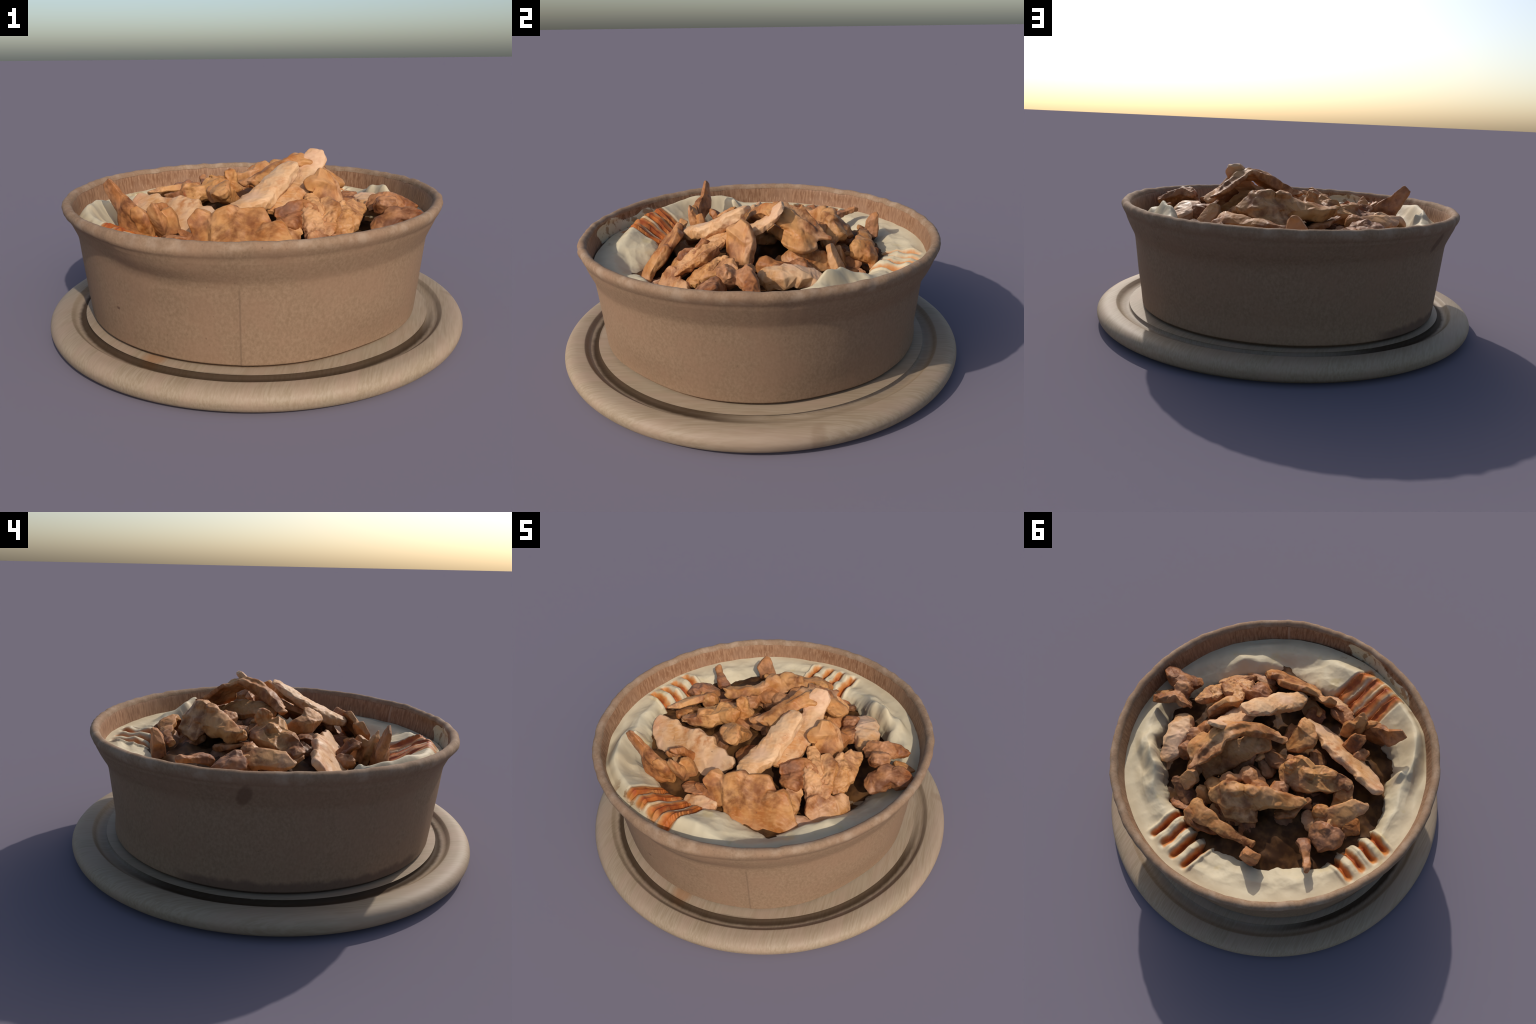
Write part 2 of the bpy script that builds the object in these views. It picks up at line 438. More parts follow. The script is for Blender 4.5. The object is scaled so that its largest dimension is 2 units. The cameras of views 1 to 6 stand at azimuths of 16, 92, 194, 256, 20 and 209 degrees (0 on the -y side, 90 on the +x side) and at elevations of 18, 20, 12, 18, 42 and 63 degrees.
# folds and curled flaps: x, y (board frame), height, length, width, direction (degrees)
FLAPS = [(.500, .347, .032, .05, .028, 130), (.575, .285, .055, .075, .032, 115), (.63, .20, .030, .07, .04, 105), (.655, .30, .03, .06, .03, 120),
         (-.668, -.186, .075, .045, .026, 75), (-.645, -.24, .03, .06, .04, 70), (-.655, -.40, .02, .09, .03, 118), (-.10, -.69, .010, .10, .03, 170),
         (.46, -.49, .018, .06, .03, 40), (.35, -.56, .012, .05, .03, 25), (.40, -.64, .012, .12, .02, 35), (.27, .70, .014, .05, .03, 150), (.03, .76, .016, .06, .025, 0),
         (-.30, .66, .016, .06, .03, 20), (.72, .10, .014, .09, .03, 95), (-.72, .05, .018, .08, .03, 85), (-.44, .60, .014, .07, .03, 40), (.10, .68, .012, .07, .03, 170),
         (.55, .45, .018, .08, .03, 140), (-.60, .44, .014, .06, .03, 50), (-.70, -.28, .018, .10, .025, 110)]


def groove_depth(s, q, g):
    """Depth pressed into the hummus at distance s along the set's bearing and q across it."""
    u = q / PITCH
    f = np.abs((u + 10) % 1 - 0.5)
    round_ = np.exp(-(f / 0.20) ** 2)
    saw = 1 - ((u + 10) % 1)
    u2 = u + 0.10 * np.sin(s * 23 + np.floor(u) * 2.1)
    saw = 1 - ((u2 + 10.35) % 1) ** 0.8
    shape = (1 - g["step"]) * round_ + g["step"] * saw
    across = smooth(2.05 * PITCH, 1.9 * PITCH, np.abs(q))
    along = smooth(g["end"] + 0.004, g["end"] - 0.05, s) * (s > 0.3)
    wear = 0.8 + 0.25 * np.sin(np.floor(u) * 1.9 + 0.7)
    return (0.044 * shape - 0.014 * (1 - shape)) * across * along * wear


def build_hummus():
    cols, rows = 900, 84
    th = np.linspace(-np.pi, np.pi, cols, endpoint=False)
    deg = np.degrees(th)
    table = np.array(SHORE)
    k = np.exp(-(np.arange(-14, 15) / 7.0) ** 2)
    k /= k.sum()

    def around(column):
        v = np.interp(deg, table[:, 0], table[:, column], period=360)
        return np.convolve(np.r_[v[-14:], v, v[:14]], k, "valid")

    r_in, z_in, r_c, z_c, z_w = (around(c) for c in range(1, 6))
    ring = np.stack([np.cos(th), np.sin(th), 0 * th], 1)
    r_soft = r_in
    r_in = r_in + 0.018 * fbm(ring, 7, 3, 21) + 0.004 * fbm(ring, 20, 2, 22)
    t = np.linspace(0, 1, rows)
    R = r_in[None] + (0.8255 - r_in[None]) * t[:, None]
    TH = np.repeat(th[None], rows, 0)
    X, Y = R * np.cos(TH), R * np.sin(TH)
    flat = np.stack([X, Y, 0 * X], -1).reshape(-1, 3)
    # spoon strokes run round the bowl; the rest is soft lumps and ragged little folds
    stroke = np.stack([R * 11, np.cos(TH) * 2.6 + R * 1.5, np.sin(TH) * 2.6], -1).reshape(-1, 3)
    lumps = (0.014 * fbm(flat, 4.5, 2, 31) + 0.007 * (ridged(stroke, 1.0, 32) - 0.6) + 0.005 * (ridged(flat * [1, 1, 1] + 0.06 * np.stack([fbm(flat, 4, 2, 51)] * 3, -1), 7.5, 52) - 0.6) + 0.004 * (ridged(flat, 11, 36) - 0.6) + 0.0018 * fbm(flat, 26, 3, 33) - 0.012).reshape(X.shape)
    settle = smooth(0.80, 0.70, R)
    r_c = np.maximum(r_c + 0.010 * fbm(ring, 6, 2, 23), r_soft + 0.025)
    z_c = z_c + 0.006 * fbm(ring, 6, 2, 24)
    rise = np.clip((R - r_soft) / (r_c - r_soft), -0.3, 1)
    rise = 0.5 * rise + 0.5 * smooth(0, 1, rise)
    Z = z_in + (z_c - z_in) * rise + (z_w - z_c) * smooth(0, 1, (R - r_c) / 0.085)
    Z += lumps * (0.3 + 0.7 * settle)
    for px, py, h, a, b, turn in FLAPS:
        dx, dy = X + BOWL[0] - px, Y + BOWL[1] - py
        c, s_ = math.cos(math.radians(turn)), math.sin(math.radians(turn))
        u, v = (dx * c + dy * s_) / a, (-dx * s_ + dy * c) / b
        u = u + 0.25 * v * np.abs(v)
        Z += h * np.exp(-np.abs(u) ** 1.7 - np.where(v > 0, np.abs(v) ** 1.3, np.abs(v * 0.75) ** 2.2))
    for g in STRIPES:
        c, s_ = math.cos(math.radians(g["bearing"])), math.sin(math.radians(g["bearing"]))
        Z -= groove_depth(X * c + Y * s_, -X * s_ + Y * c, g)
    # rounded lip on the inner edge, and a thin smear climbing the wall at the front left
    Z -= 0.016 * np.exp(-(R - r_in[None]) / 0.010)
    lining = np.interp(Z, [0.44, 0.51, 0.55, 0.59, 0.606], [0.810, 0.8225, 0.829, 0.8355, 0.8395]) + 0.002
    R = R + (lining - R) * smooth(0.93, 1.0, t)[:, None]
    X, Y = R * np.cos(TH), R * np.sin(TH)
    top = np.stack([X, Y, Z], -1)
    # bank down to the floor of the well
    bank = []
    for d in np.linspace(1, 0, 9)[:-1]:
        jut = 0.020 * fbm(np.stack([ring[:, 0], ring[:, 1], 0 * th + d], 1), 8, 3, 41)
        rr = r_in - 0.02 * math.sin(d * 2.2) + jut * math.sin(d * 3.1)
        bank.append(np.stack([rr * np.cos(th), rr * np.sin(th), Z[0] - d * (Z[0] - 0.40)], 1))
    V = np.concatenate([np.stack([0.05 * np.cos(th), 0.05 * np.sin(th), 0 * th + 0.395], 1)[None], np.array(bank), top,
                        np.stack([0.75 * np.cos(th), 0.75 * np.sin(th), 0 * th + 0.42], 1)[None],
                        np.stack([0.05 * np.cos(th), 0.05 * np.sin(th), 0 * th + 0.36], 1)[None]])
    n = len(V)
    faces = grid_faces(n, cols)
    faces += [((n - 1) * cols + j, (n - 1) * cols + (j + 1) % cols, (j + 1) % cols, j) for j in range(cols)]
    body = add_object("hummus", V.reshape(-1, 3) + BOWL, faces, HUMMUS, None, BOWL,
                      label="ring of cream hummus with red sauce stripes", category="hummus spread")
    # a thin ragged smear of it left on the wall at the front left
    a = np.radians(np.linspace(-134, -86, 241))
    h = np.linspace(0.50, 0.622, 60)
    H, A = np.meshgrid(h, a, indexing="ij")
    at = np.round(np.degrees(A)).astype(int) % 360
    wall = np.empty_like(H)
    for c_ in range(H.shape[1]):
        lo, hi = LINING_SURFACE["z"][:, at[0, c_] - 1], LINING_SURFACE["r"][:, at[0, c_] - 1]
        mid = LINING_SURFACE["z"][:, at[0, c_]], LINING_SURFACE["r"][:, at[0, c_]]
        wall[:, c_] = 0.5 * (np.interp(H[:, c_], lo, hi) + np.interp(H[:, c_], *mid))
    q = np.stack([A * 7, H * 14, 0 * A], -1).reshape(-1, 3)
    reach = 0.53 + 0.075 * (angle_bump(A, -103, 13) + 0.5 * angle_bump(A, -124, 6))
    window = smooth(-134, -126, np.degrees(A)) * smooth(-86, -98, np.degrees(A))
    film = smooth(0.025, -0.02, H - reach) - 0.72 + 0.8 * fbm(q, 0.7, 2, 39).reshape(H.shape) - 1.2 * (1 - window)
    inside = wall - np.clip(0.0005 + 0.010 * film, -0.003, 0.005)
    front_v = np.stack([inside * np.cos(A), inside * np.sin(A), H], -1).reshape(-1, 3)
    keep = (film > -0.25).reshape(-1)
    f = [q_ for q_ in grid_faces(*H.shape, False) if all(keep[i] for i in q_)]
    add_object("hummus_smear", front_v + BOWL, f, HUMMUS, body, BOWL)
    return body


# ---------------------------------------------------------------- chicken
def loft(spine, face, curl=None, squareness=4.5, ragged=0.38):
    """A slab of meat along a spine. Each spine point: x, y, z, width, thickness, on the exposed face;
    `face` is the way that face looks, `curl` bends the sides back (+) or up (-)."""
    if curl is None:
        curl = float(RNG.uniform(-0.12, 0.16))
    sp = resample(spine, 22)
    P, W, T = sp[:, :3], np.maximum(sp[:, 3], 0.015), np.maximum(sp[:, 4] * 0.82, 0.012)
    tan = np.gradient(P, axis=0)
    tan /= np.linalg.norm(tan, axis=1)[:, None]
    f = np.asarray(face, float)
    nrm = f - (tan @ f)[:, None] * tan
    nrm /= np.linalg.norm(nrm, axis=1)[:, None]
    side = np.cross(tan, nrm)
    # round the two ends
    P = np.vstack([P[0] - tan[0] * 0.006, P, P[-1] + tan[-1] * 0.006])
    nrm, side = np.vstack([nrm[:1], nrm, nrm[-1:]]), np.vstack([side[:1], side, side[-1:]])
    W, T = np.r_[W[0] * 0.7, W, W[-1] * 0.7], np.r_[T[0] * 0.6, T, T[-1] * 0.6]
    W[[1, -2]] *= 0.95
    T[[1, -2]] *= 0.93
    k = 28
    ph = np.linspace(0, 2 * np.pi, k, endpoint=False)
    cx = np.sign(np.cos(ph)) * np.abs(np.cos(ph)) ** (2 / squareness)
    cy = np.sign(np.sin(ph)) * np.abs(np.sin(ph)) ** (2 / squareness)
    rings = []
    full = np.r_[T[0] / 0.6, T[1] / 0.93, T[2:-2], T[-2] / 0.93, T[-1] / 0.6]
    for i in range(len(P)):
        # each long edge is torn: it wanders in and out on its own
        tear = [1 + ragged * noise.noise(Vector((P[i][0] * 17 + 40 * e, P[i][1] * 17, P[i][2] * 17))) for e in (0, 1)]
        u = cx * W[i] / 2 * np.where(cx > 0, tear[0], tear[1])
        v = cy * T[i] / 2 - full[i] / 2 - curl * (cx ** 2) * W[i] / 2
        rings.append(P[i] + u[:, None] * side[i] + v[:, None] * nrm[i])
    V = np.vstack(rings)
    faces = grid_faces(len(rings), k)
    n = len(V)
    V = np.vstack([V, rings[0].mean(0), rings[-1].mean(0)])
    last = (len(rings) - 1) * k
    faces += [(n, (j + 1) % k, j) for j in range(k)] + [(n + 1, last + j, last + (j + 1) % k) for j in range(k)]
    return V, faces


def lump(x, y, z, rx, ry=None, rz=None, turn=0.0):
    """A rounded nugget."""
    ry, rz = ry or rx, rz or rx
    bm = bmesh.new()
    bmesh.ops.create_icosphere(bm, subdivisions=3, radius=1)
    V = np.array([v.co[:] for v in bm.verts])
    F = [[v.index for v in f.verts] for f in bm.faces]
    bm.free()
    V = np.sign(V) * np.abs(V) ** 0.85 * [rx, ry, rz]
    c, s = math.cos(math.radians(turn)), math.sin(math.radians(turn))
    return V @ np.array([[c, s, 0], [-s, c, 0], [0, 0, 1]]) + [x, y, z], F


COUNT = [0]


def evaluated(ob):
    """Vertices, normals and faces of an object with its modifiers applied."""
    ev = ob.evaluated_get(bpy.context.evaluated_depsgraph_get())
    em = ev.to_mesh()
    V, N = np.empty(len(em.vertices) * 3), np.empty(len(em.vertices) * 3)
    em.vertices.foreach_get("co", V)
    em.vertices.foreach_get("normal", N)
    F = [tuple(p.vertices) for p in em.polygons]
    ev.to_mesh_clear()
    return V.reshape(-1, 3), N.reshape(-1, 3), F


def piece(kind, *solids, rough=1.0, voxel=0.0075, facet=0.040, label=None, name="chicken_piece"):
    """Fuse the solids into one lump of meat, then tear and wrinkle its surface."""
    COUNT[0] += 1
    seed = COUNT[0] * 1.37
    verts, faces = [], []
    for V, F in solids:
        faces += [[i + len(verts) for i in f] for f in F]
        verts += list(V)
    me = bpy.data.meshes.new("raw")
    me.from_pydata([tuple(v) for v in verts], [], faces)
    raw = bpy.data.objects.new("raw", me)
    SCENE.collection.objects.link(raw)
    mod = raw.modifiers.new("fuse", "REMESH")
    mod.mode, mod.voxel_size, mod.use_smooth_shade = "VOXEL", voxel, True
    V, N, F = evaluated(raw)
    size = min(1.0, float(np.ptp(V, axis=0).max()) / 0.22)
    d = 0.019 * fbm(V, 8, 2, seed) * size + 0.004 * (ridged(V, 13, seed + 5) - 0.62) * (0.4 + 0.6 * size) + 0.004 * (ridged(V, 34, seed + 8) - 0.62)
    V = V + N * (d * rough - 0.003)[:, None]
    # torn meat breaks into facets: reduce to a coarse mesh, keep its sharp edges, round the rest a little
    me.clear_geometry()
    me.from_pydata([tuple(v) for v in V], [], F)
    raw.modifiers.clear()
    span = sorted(np.ptp(V, axis=0))
    wanted = max(90, min(900, (span[2] * span[1] * 2 + span[2] * span[0] * 2) / facet ** 2 * 1.6))
    dec = raw.modifiers.new("coarse", "DECIMATE")
    dec.ratio = min(1.0, wanted / (2 * len(F)))
    V, N, F = evaluated(raw)
    me.clear_geometry()
    me.from_pydata([tuple(v) for v in V], [], F)
    raw.modifiers.clear()
    sub = raw.modifiers.new("divide", "SUBSURF")
    sub.subdivision_type, sub.levels = "SIMPLE", 3 if len(F) < 420 else 2
    soft = raw.modifiers.new("round", "SMOOTH")
    soft.factor, soft.iterations = 0.5, 5 if len(F) < 420 else 3
    V, N, F = evaluated(raw)
    bpy.data.objects.remove(raw)
    bpy.data.meshes.remove(me)
    torn = smooth(-0.15, 0.35, fbm(V, 6.5, 2, seed + 3))
    wrinkle = (0.0042 * (ridged(V * [1, 1.6, 1], 22, seed + 6) - 0.62) + 0.0022 * (ridged(V, 50, seed + 7) - 0.62)) * (0.25 + 0.75 * torn)
    V = V + N * (rough * (wrinkle + 0.0016 * fbm(V, 70, 2, seed + 9)))[:, None]
    c = V.mean(0)
    words = dict(shaded="scrap of chicken meat coloured dark for deep shade", pale="pale slice of tender roast chicken breast", tan="golden brown chunk of torn roast chicken", dark="dark seared chunk of shawarma chicken")
    return add_object(name, V, F, MEAT[kind], None, (c[0], c[1], V[:, 2].min()), label=label or words[kind], category="cooked chicken")


def build_chicken():
    # --- the peak of the heap: three long slices leaning together
    piece("pale", loft([(.264, .108, .826, .085, .04), (.262, .080, .795, .115, .045), (.254, .03, .738, .135, .05), (.205, -.15, .658, .13, .06), (.150, -.235, .625, .10, .05), (.122, -.265, .61, .05, .04)], (.08, -.45, .85)), rough=.6)
    piece("pale", loft([(.186, -.052, .792, .10, .045), (.150, -.125, .752, .125, .055), (.108, -.200, .706, .135, .07), (.040, -.320, .640, .12, .07), (.000, -.390, .610, .07, .05)], (-.12, -.42, .85)),
          loft([(.215, -.08, .75, .05, .05), (.19, -.16, .70, .05, .06), (.13, -.28, .63, .05, .06)], (.5, -.4, .6)), rough=.6)
    piece("tan", loft([(.315, .345, .675, .03, .03), (.285, .262, .705, .12, .05), (.258, .175, .746, .17, .05), (.205, .085, .786, .12, .055), (.085, .005, .760, .07, .08), (-.02, -.045, .70, .06, .075), (-.045, -.06, .66, .05, .05)], (.45, .15, .87)),
          loft([(.34, .28, .655, .05, .04), (.35, .21, .672, .12, .045), (.33, .12, .69, .10, .045)], (.5, .15, .85)),
          loft([(.27, .28, .70, .05, .05), (.195, .12, .788, .06, .08), (.10, .02, .758, .06, .09), (.01, -.03, .70, .05, .09)], (-.6, .35, .6)), rough=.75)
    piece("tan", loft([(.0, -.005, .655, .07, .06), (.09, .075, .672, .13, .07), (.19, .19, .648, .15, .08), (.28, .30, .575, .12, .07)], (-.3, .2, .9)), rough=.7)
    piece("tan", loft([(.355, .11, .565, .10, .08), (.365, .20, .585, .14, .10), (.355, .29, .58, .13, .1), (.33, .37, .55, .07, .06)], (.75, -.05, .65)), rough=.9)
    # --- knob standing in front of them, with torn lumps below
    piece("tan", loft([(.322, -.105, .722, .11, .04), (.340, -.092, .708, .165, .06), (.372, -.085, .665, .175, .07), (.400, -.088, .605, .15, .07), (.415, -.095, .55, .11, .06)], (.70, -.64, .3), ragged=.2),
          loft([(.268, -.130, .708, .05, .05), (.315, -.10, .728, .07, .05), (.40, -.03, .690, .06, .05)], (.1, -.35, .93), ragged=.2), rough=.5, facet=.065)
    for spine in ([(.295, -.145, .665, .05, .04), (.325, -.20, .645, .10, .05), (.345, -.27, .61, .09, .05), (.35, -.31, .58, .05, .04)],
                  [(.365, -.18, .655, .05, .04), (.39, -.24, .63, .10, .055), (.405, -.32, .575, .10, .055), (.40, -.37, .54, .06, .04)],
                  [(.425, -.13, .635, .05, .04), (.45, -.18, .61, .09, .05), (.465, -.25, .56, .09, .05), (.455, -.30, .52, .05, .04)],
                  [(.305, -.24, .625, .05, .04), (.345, -.30, .59, .09, .05), (.365, -.36, .545, .08, .05), (.36, -.40, .52, .04, .04)]):
        piece("tan", loft(spine, (.25, -.68, .68)), rough=1.3, facet=.03)
    piece("dark", loft([(.165, -.292, .605, .05, .05), (.225, -.285, .612, .09, .09), (.30, -.272, .605, .10, .09), (.345, -.30, .60, .06, .06)], (.1, -.8, .5)), lump(.24, -.31, .55, .06, .05, .05), rough=1.2)
    piece("tan", loft([(.285, -.345, .575, .07, .06), (.268, -.385, .545, .11, .08), (.255, -.42, .50, .11, .08), (.235, -.46, .44, .09, .07)], (.1, -.85, .5)), rough=1.1)
    # --- the big folded slice at the front edge
    piece("tan", loft([(-.155, -.436, .612, .09, .05), (-.12, -.447, .585, .13, .06), (-.09, -.468, .54, .13, .06), (-.05, -.49, .50, .11, .05)], (-.12, -.76, .63), ragged=.15),
          loft([(-.02, -.415, .648, .12, .05), (-.01, -.445, .61, .17, .06), (.01, -.485, .56, .17, .065), (.035, -.535, .492, .16, .06), (.06, -.575, .44, .14, .05)], (-.04, -.76, .62), ragged=.15),
          loft([(.100, -.400, .640, .12, .05), (.108, -.435, .60, .16, .06), (.128, -.485, .55, .17, .065), (.155, -.545, .485, .16, .06), (.18, -.575, .43, .14, .05)], (.06, -.76, .62), ragged=.15),
          loft([(.19, -.445, .600, .09, .05), (.208, -.478, .57, .13, .06), (.24, -.52, .515, .14, .06), (.285, -.54, .47, .13, .06), (.33, -.535, .45, .08, .05)], (.12, -.76, .63), ragged=.15), rough=.65, facet=.055)
    piece("pale", loft([(-.28, -.49, .462, .07, .05), (-.19, -.515, .475, .12, .06), (-.10, -.53, .47, .10, .05)], (-.1, -.5, .85)), rough=.7)
    piece("dark", loft([(-.225, -.435, .535, .025, .02), (-.17, -.465, .51, .05, .035), (-.12, -.49, .48, .05, .03)], (-.3, -.6, .7)), rough=.6)
    piece("pale", loft([(.24, -.45, .45, .07, .05), (.33, -.50, .45, .10, .05), (.42, -.49, .455, .06, .05)], (0, -.4, .9)))
    # --- chunks along the front right
    piece("tan", loft([(.345, -.425, .515, .10, .05), (.41, -.40, .495, .16, .06), (.48, -.355, .49, .15, .06), (.535, -.31, .475, .09, .05)], (.2, -.72, .62)), rough=1.0)
    piece("tan", loft([(.545, -.075, .605, .05, .05), (.505, -.135, .608, .13, .08), (.470, -.190, .592, .14, .09), (.440, -.235, .55, .10, .07)], (.1, -.6, .8)), rough=1.3)
    piece("dark", loft([(.755, .008, .605, .035, .04), (.70, -.012, .617, .09, .06), (.635, -.045, .645, .10, .08), (.565, -.05, .628, .10, .08), (.52, -.06, .59, .07, .07)], (.25, -.45, .85)),
          lump(.62, -.10, .60, .06, .045, .045), rough=1.3)
    piece("dark", loft([(.805, -.195, .585, .05, .05), (.755, -.195, .608, .11, .09), (.69, -.185, .612, .13, .11), (.63, -.21, .575, .12, .10), (.585, -.235, .53, .07, .05)], (0, -.35, .93)), rough=1.15)
    piece("tan", loft([(.70, -.07, .57, .08, .05), (.775, -.055, .548, .05, .035), (.80, -.05, .54, .02, .02)], (0, -.2, 1)), rough=.6)
    # --- right side
    piece("pale", loft([(.555, .025, .580, .09, .08), (.53, .085, .607, .14, .1), (.507, .17, .615, .145, .1), (.503, .25, .592, .13, .1), (.505, .32, .545, .07, .07)], (.1, 0, 1), curl=.12), rough=.75)
    piece("tan", loft([(.285, .348, .642, .045, .05), (.305, .365, .61, .09, .06), (.33, .39, .565, .10, .07), (.345, .41, .52, .09, .07)], (.15, .8, .5)), rough=.9)
    piece("tan", loft([(.225, .395, .605, .05, .05), (.215, .41, .56, .09, .07), (.20, .43, .51, .10, .07)], (.1, .85, .4)), rough=.9)
    piece("dark", lump(.44, .12, .56, .06, .05, .045), lump(.41, .21, .555, .06, .05, .05), lump(.40, .04, .56, .05), rough=1.2)
    # --- big flat slice on the left, and the cube resting on it
    piece("pale", loft([(-.62, -.05, .575, .09, .05), (-.52, -.12, .552, .19, .065), (-.36, -.20, .545, .23, .07), (-.22, -.252, .543, .20, .06), (-.125, -.272, .56, .11, .05), (-.085, -.265, .58, .05, .05)], (-.26, -.64, .73)), rough=.6)
    piece("tan", loft([(-.10, -.225, .652, .05, .06), (-.115, -.195, .672, .11, .1), (-.145, -.125, .683, .13, .11), (-.105, -.075, .645, .12, .1), (-.055, -.035, .595, .07, .07)], (-.35, -.2, .9)), rough=.8)
    piece("tan", loft([(-.475, .005, .585, .08, .07), (-.40, .02, .605, .13, .1), (-.30, .06, .625, .15, .11), (-.19, .10, .635, .16, .11), (-.11, .12, .61, .11, .09)], (-.35, .25, .9)),
          lump(-.25, .065, .645, .045, .03, .03, 25), lump(-.155, .10, .675, .035, .045, .04), lump(-.34, .02, .625, .05, .03, .03, 20), rough=1.2)
    # --- upright strips at the left edge
    piece("dark", loft([(-.605, -.325, .716, .075, .04), (-.57, -.325, .672, .085, .045), (-.525, -.330, .620, .10, .05), (-.485, -.345, .572, .135, .06), (-.46, -.355, .515, .15, .06), (-.45, -.355, .46, .13, .06)], (-.1, .8, .5), ragged=.15), rough=.6, facet=.03)
    piece("tan", loft([(-.445, -.41, .610, .05, .04), (-.42, -.415, .575, .075, .06), (-.405, -.41, .52, .08, .06), (-.39, -.40, .46, .08, .06)], (-.2, -.8, .5)), rough=.7)
    piece("tan", loft([(-.352, -.418, .645, .02, .02), (-.355, -.414, .612, .06, .04), (-.352, -.400, .555, .085, .055), (-.345, -.375, .49, .09, .06), (-.34, -.36, .44, .08, .06)], (-.25, -.85, .4)),
          loft([(-.31, -.36, .60, .05, .04), (-.30, -.355, .55, .07, .05), (-.29, -.345, .48, .07, .06)], (.1, -.9, .3)), rough=.6)
    piece("dark", loft([(-.425, -.285, .608, .05, .05), (-.395, -.25, .595, .09, .06), (-.36, -.215, .555, .09, .07), (-.33, -.20, .50, .09, .07)], (-.2, .4, .9)), rough=1.1)
    piece("dark", loft([(-.45, -.25, .55, .07, .06), (-.44, -.20, .54, .09, .06), (-.43, -.15, .51, .08, .06)], (-.5, 0, .85)), rough=1.1)
    # --- shredded meat at the back
    piece("tan", loft([(.145, .420, .630, .06, .06), (.085, .405, .668, .12, .09), (.01, .375, .678, .14, .11), (-.075, .335, .668, .14, .11), (-.16, .285, .655, .10, .09), (-.25, .25, .650, .075, .08), (-.315, .235, .655, .045, .06), (-.332, .232, .65, .03, .04)], (-.15, .35, .93)),
          lump(.03, .34, .70, .04, .035, .025), lump(-.05, .31, .695, .035, .03, .025), lump(.10, .36, .68, .03), loft([(-.06, .34, .66, .05, .04), (-.085, .40, .62, .05, .04), (-.10, .44, .56, .025, .02)], (-.2, .5, .8)),
          loft([(.09, .44, .62, .06, .04), (.0, .445, .625, .09, .05), (-.09, .425, .605, .08, .05), (-.14, .40, .58, .05, .04)], (0, .7, .75)), loft([(.12, .36, .64, .05, .04), (.17, .34, .63, .06, .05), (.22, .33, .60, .05, .04)], (0, .2, 1)), rough=1.35)
    piece("dark", lump(-.06, .27, .62, .06, .05, .05), lump(.03, .22, .63, .05, .05, .04), lump(-.15, .20, .60, .05, .05, .04), lump(.10, .29, .63, .05, .05, .05), rough=1.3)
    # --- long brown strip along the back, ending in a knuckle, and the block beside it
    piece("tan", loft([(.245, .485, .545, .10, .06), (.210, .505, .592, .13, .06), (.150, .512, .612, .12, .06), (.065, .525, .602, .085, .055), (-.02, .53, .597, .07, .05), (-.10, .53, .588, .05, .045), (-.14, .53, .588, .055, .05), (-.175, .53, .59, .06, .06)], (-.05, .4, .9)),
          loft([(.225, .53, .585, .08, .05), (.20, .565, .54, .11, .06), (.19, .58, .47, .10, .06)], (.15, .85, .5)), rough=.8)
    piece("dark", loft([(-.19, .618, .648, .045, .05), (-.188, .622, .615, .085, .08), (-.182, .622, .57, .105, .09), (-.175, .62, .515, .10, .09)], (-.05, .95, .25)), rough=.7)
    piece("dark", loft([(.16, .52, .48, .10, .07), (.04, .56, .475, .12, .08), (-.08, .575, .47, .10, .07)], (0, .5, .8)), rough=1.1)
    # --- the loose group at the back left
    piece("tan", lump(-.392, .205, .565, .052, .048, .052), rough=1.1)
    piece("tan", loft([(-.605, .060, .588, .04, .03), (-.555, .110, .592, .10, .05), (-.49, .185, .592, .12, .055), (-.44, .245, .582, .10, .06), (-.41, .28, .56, .06, .05)], (-.25, .45, .85)), rough=.6)
    piece("dark", loft([(-.385, .345, .560, .08, .06), (-.43, .33, .578, .15, .07), (-.48, .315, .585, .155, .075), (-.535, .295, .578, .11, .06), (-.56, .28, .56, .06, .05)], (-.2, .3, .93)),
          lump(-.455, .28, .58, .035), rough=.9)
    piece("dark", loft([(-.375, .375, .565, .07, .05), (-.40, .41, .585, .06, .05), (-.435, .46, .592, .05, .045), (-.468, .515, .602, .05, .045), (-.475, .54, .59, .035, .04)], (-.3, .2, .93)), rough=.7)
    piece("tan", loft([(-.52, .20, .50, .10, .06), (-.60, .15, .48, .10, .06)], (-.5, 0, .8)), rough=1.0)

    # --- broken bits lying deeper between them
    bits = [(-.20, .42), (-.06, .46), (.05, .45), (-.28, .33), (-.15, .33), (-.30, .14), (-.45, .10), (-.20, -.40), (-.12, -.36), (.0, -.1), (.2, .0), (.30, .45), (.44, .30), (.58, .12), (.50, -.42), (.16, -.52),
            (-.02, -.40), (-.5, -.2), (-.56, -.06), (-.40, .48), (-.28, .50), (.42, .0), (.52, -.06), (.60, -.10), (.36, -.08), (.10, .16), (-.05, .05), (-.52, .25), (.20, .22), (-.12, .52), (.08, .52), (.22, .40), (-.22, .24), (-.36, .34), (-.44, .40), (-.10, .24), (.06, .06), (-.14, .06), (.30, .10), (-.36, -.10), (-.28, -.24), (-.34, -.30), (.46, .42), (.36, .50), (-.55, .40)]
    for x, y in bits:
        if x > .38 or (x < -.46 and y < .02) or (y < -.3 and x > .1) or (abs(x - .12) < .14 and -.25 < y < .05) or (-.42 < x < -.10 and y > .32) or (-.48 < x < -.08 and -.34 < y < -.03):
            continue
        dome = .470 + .105 * math.exp(-(math.hypot(x + .06, y - .10) / .42) ** 2)
        p = np.array([x, y, dome + RNG.uniform(.0, .05)]) + [*RNG.uniform(-.03, .03, 2), 0]
        a = RNG.uniform(0, 2 * np.pi)
        d = np.array([math.cos(a), math.sin(a), RNG.uniform(-.45, .45)]) * RNG.uniform(.06, .11)
        p[:2] *= min(1.0, 0.53 / (math.hypot(p[0] + d[0] * .5, p[1] + d[1] * .5) + 1e-6))
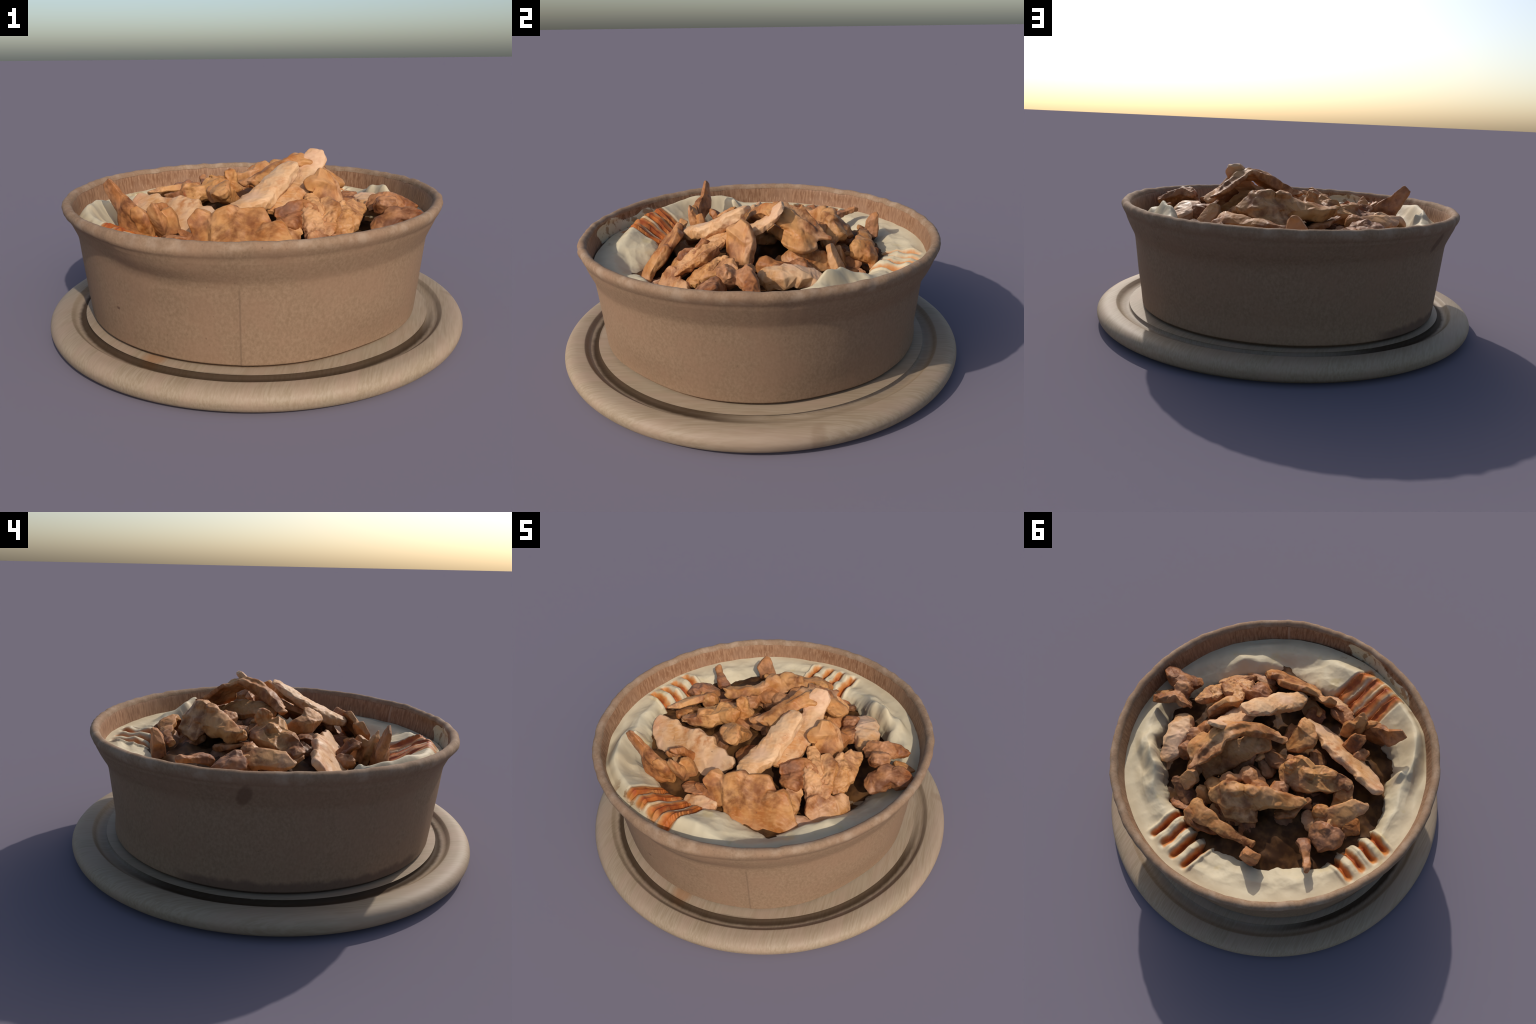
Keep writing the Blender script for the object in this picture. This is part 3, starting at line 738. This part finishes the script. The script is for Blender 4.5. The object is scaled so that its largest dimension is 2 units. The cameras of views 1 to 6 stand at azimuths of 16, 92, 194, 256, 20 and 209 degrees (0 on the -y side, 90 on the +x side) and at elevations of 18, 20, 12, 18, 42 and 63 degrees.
        w, t = RNG.uniform(.08, .13), RNG.uniform(.03, .045)
        tilt = (*RNG.uniform(-.7, .7, 2), .8)
        piece(["shaded", "dark", "dark", "tan"][RNG.integers(4)], loft([(*(p - d), w * .5, t), (*(p - d * .4), w, t), (*(p + d * .4), w * .9, t), (*(p + d), w * .4, t)], tilt), rough=1.0, voxel=.009, facet=.035)
    # --- wet slices, coloured dark for shade, down in the hollow at the back
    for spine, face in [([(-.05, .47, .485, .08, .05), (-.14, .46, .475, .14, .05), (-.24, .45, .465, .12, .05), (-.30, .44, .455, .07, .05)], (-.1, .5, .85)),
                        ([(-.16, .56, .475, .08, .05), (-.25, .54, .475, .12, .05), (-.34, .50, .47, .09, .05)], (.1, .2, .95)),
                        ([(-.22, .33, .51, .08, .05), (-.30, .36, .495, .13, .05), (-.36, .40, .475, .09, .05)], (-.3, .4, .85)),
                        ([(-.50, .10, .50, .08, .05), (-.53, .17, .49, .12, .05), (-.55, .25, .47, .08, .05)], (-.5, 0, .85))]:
        piece("shaded", loft(spine, face), rough=1.0)
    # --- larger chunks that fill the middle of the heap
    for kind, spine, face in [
        ("shaded", [(-.06, .16, .60, .08, .06), (-.02, .08, .615, .13, .08), (.02, .0, .60, .12, .08)], (-.4, .1, .9)),
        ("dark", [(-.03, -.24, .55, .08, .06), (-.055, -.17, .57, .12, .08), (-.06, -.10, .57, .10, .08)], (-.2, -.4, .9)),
        ("shaded", [(.08, .16, .62, .08, .06), (.0, .22, .63, .13, .08), (-.07, .25, .61, .10, .08)], (-.2, .3, .9)),
        ("shaded", [(-.22, -.02, .57, .10, .07), (-.25, -.09, .56, .13, .08), (-.24, -.17, .53, .10, .07)], (-.3, -.3, .9)),
        ("shaded", [(.24, .34, .56, .09, .06), (.15, .33, .58, .13, .08), (.06, .32, .57, .12, .08)], (0, .4, .9)),
        ("shaded", [(-.13, .30, .55, .10, .06), (-.22, .33, .53, .12, .07), (-.30, .36, .50, .10, .07)], (-.1, .4, .9)),
        ("shaded", [(-.20, .18, .57, .10, .06), (-.28, .17, .56, .12, .07), (-.36, .14, .53, .10, .07)], (-.3, .3, .9)),
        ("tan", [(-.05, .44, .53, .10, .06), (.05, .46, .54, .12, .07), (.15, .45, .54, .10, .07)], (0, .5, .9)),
        ("shaded", [(-.47, -.24, .49, .10, .07), (-.52, -.17, .49, .12, .07), (-.55, -.10, .48, .10, .07)], (-.3, 0, .9)),
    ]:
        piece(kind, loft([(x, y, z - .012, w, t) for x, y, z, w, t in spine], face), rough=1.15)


def build_filler_bed():
    """A filler bed added under the pieces, coloured as dark cooking juice."""
    n = Nodes("juice_coloured_filler", 0.6, 0.12)
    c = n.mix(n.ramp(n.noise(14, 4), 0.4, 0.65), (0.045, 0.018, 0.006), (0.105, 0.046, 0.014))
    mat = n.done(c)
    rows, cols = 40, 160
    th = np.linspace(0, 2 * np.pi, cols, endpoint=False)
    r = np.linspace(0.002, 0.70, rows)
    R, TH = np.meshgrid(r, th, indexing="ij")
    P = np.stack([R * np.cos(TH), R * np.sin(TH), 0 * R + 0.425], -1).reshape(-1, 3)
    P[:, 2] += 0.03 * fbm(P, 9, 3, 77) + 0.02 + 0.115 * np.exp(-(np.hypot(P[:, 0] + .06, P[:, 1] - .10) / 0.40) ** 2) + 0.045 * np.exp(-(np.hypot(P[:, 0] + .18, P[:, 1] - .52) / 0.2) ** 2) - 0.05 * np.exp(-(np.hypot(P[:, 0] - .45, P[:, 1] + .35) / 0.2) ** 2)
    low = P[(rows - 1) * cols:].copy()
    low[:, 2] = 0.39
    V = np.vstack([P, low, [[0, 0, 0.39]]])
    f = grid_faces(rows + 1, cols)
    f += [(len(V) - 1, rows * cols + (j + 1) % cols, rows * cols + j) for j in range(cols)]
    add_object("filler_bed", V + BOWL, f, mat, None, BOWL + [0, 0, .39], label="dark brown filler bed in the colour of cooking juice", category="cooking juice")


build_board()
build_bowl()
build_hummus()
build_filler_bed()
build_chicken()
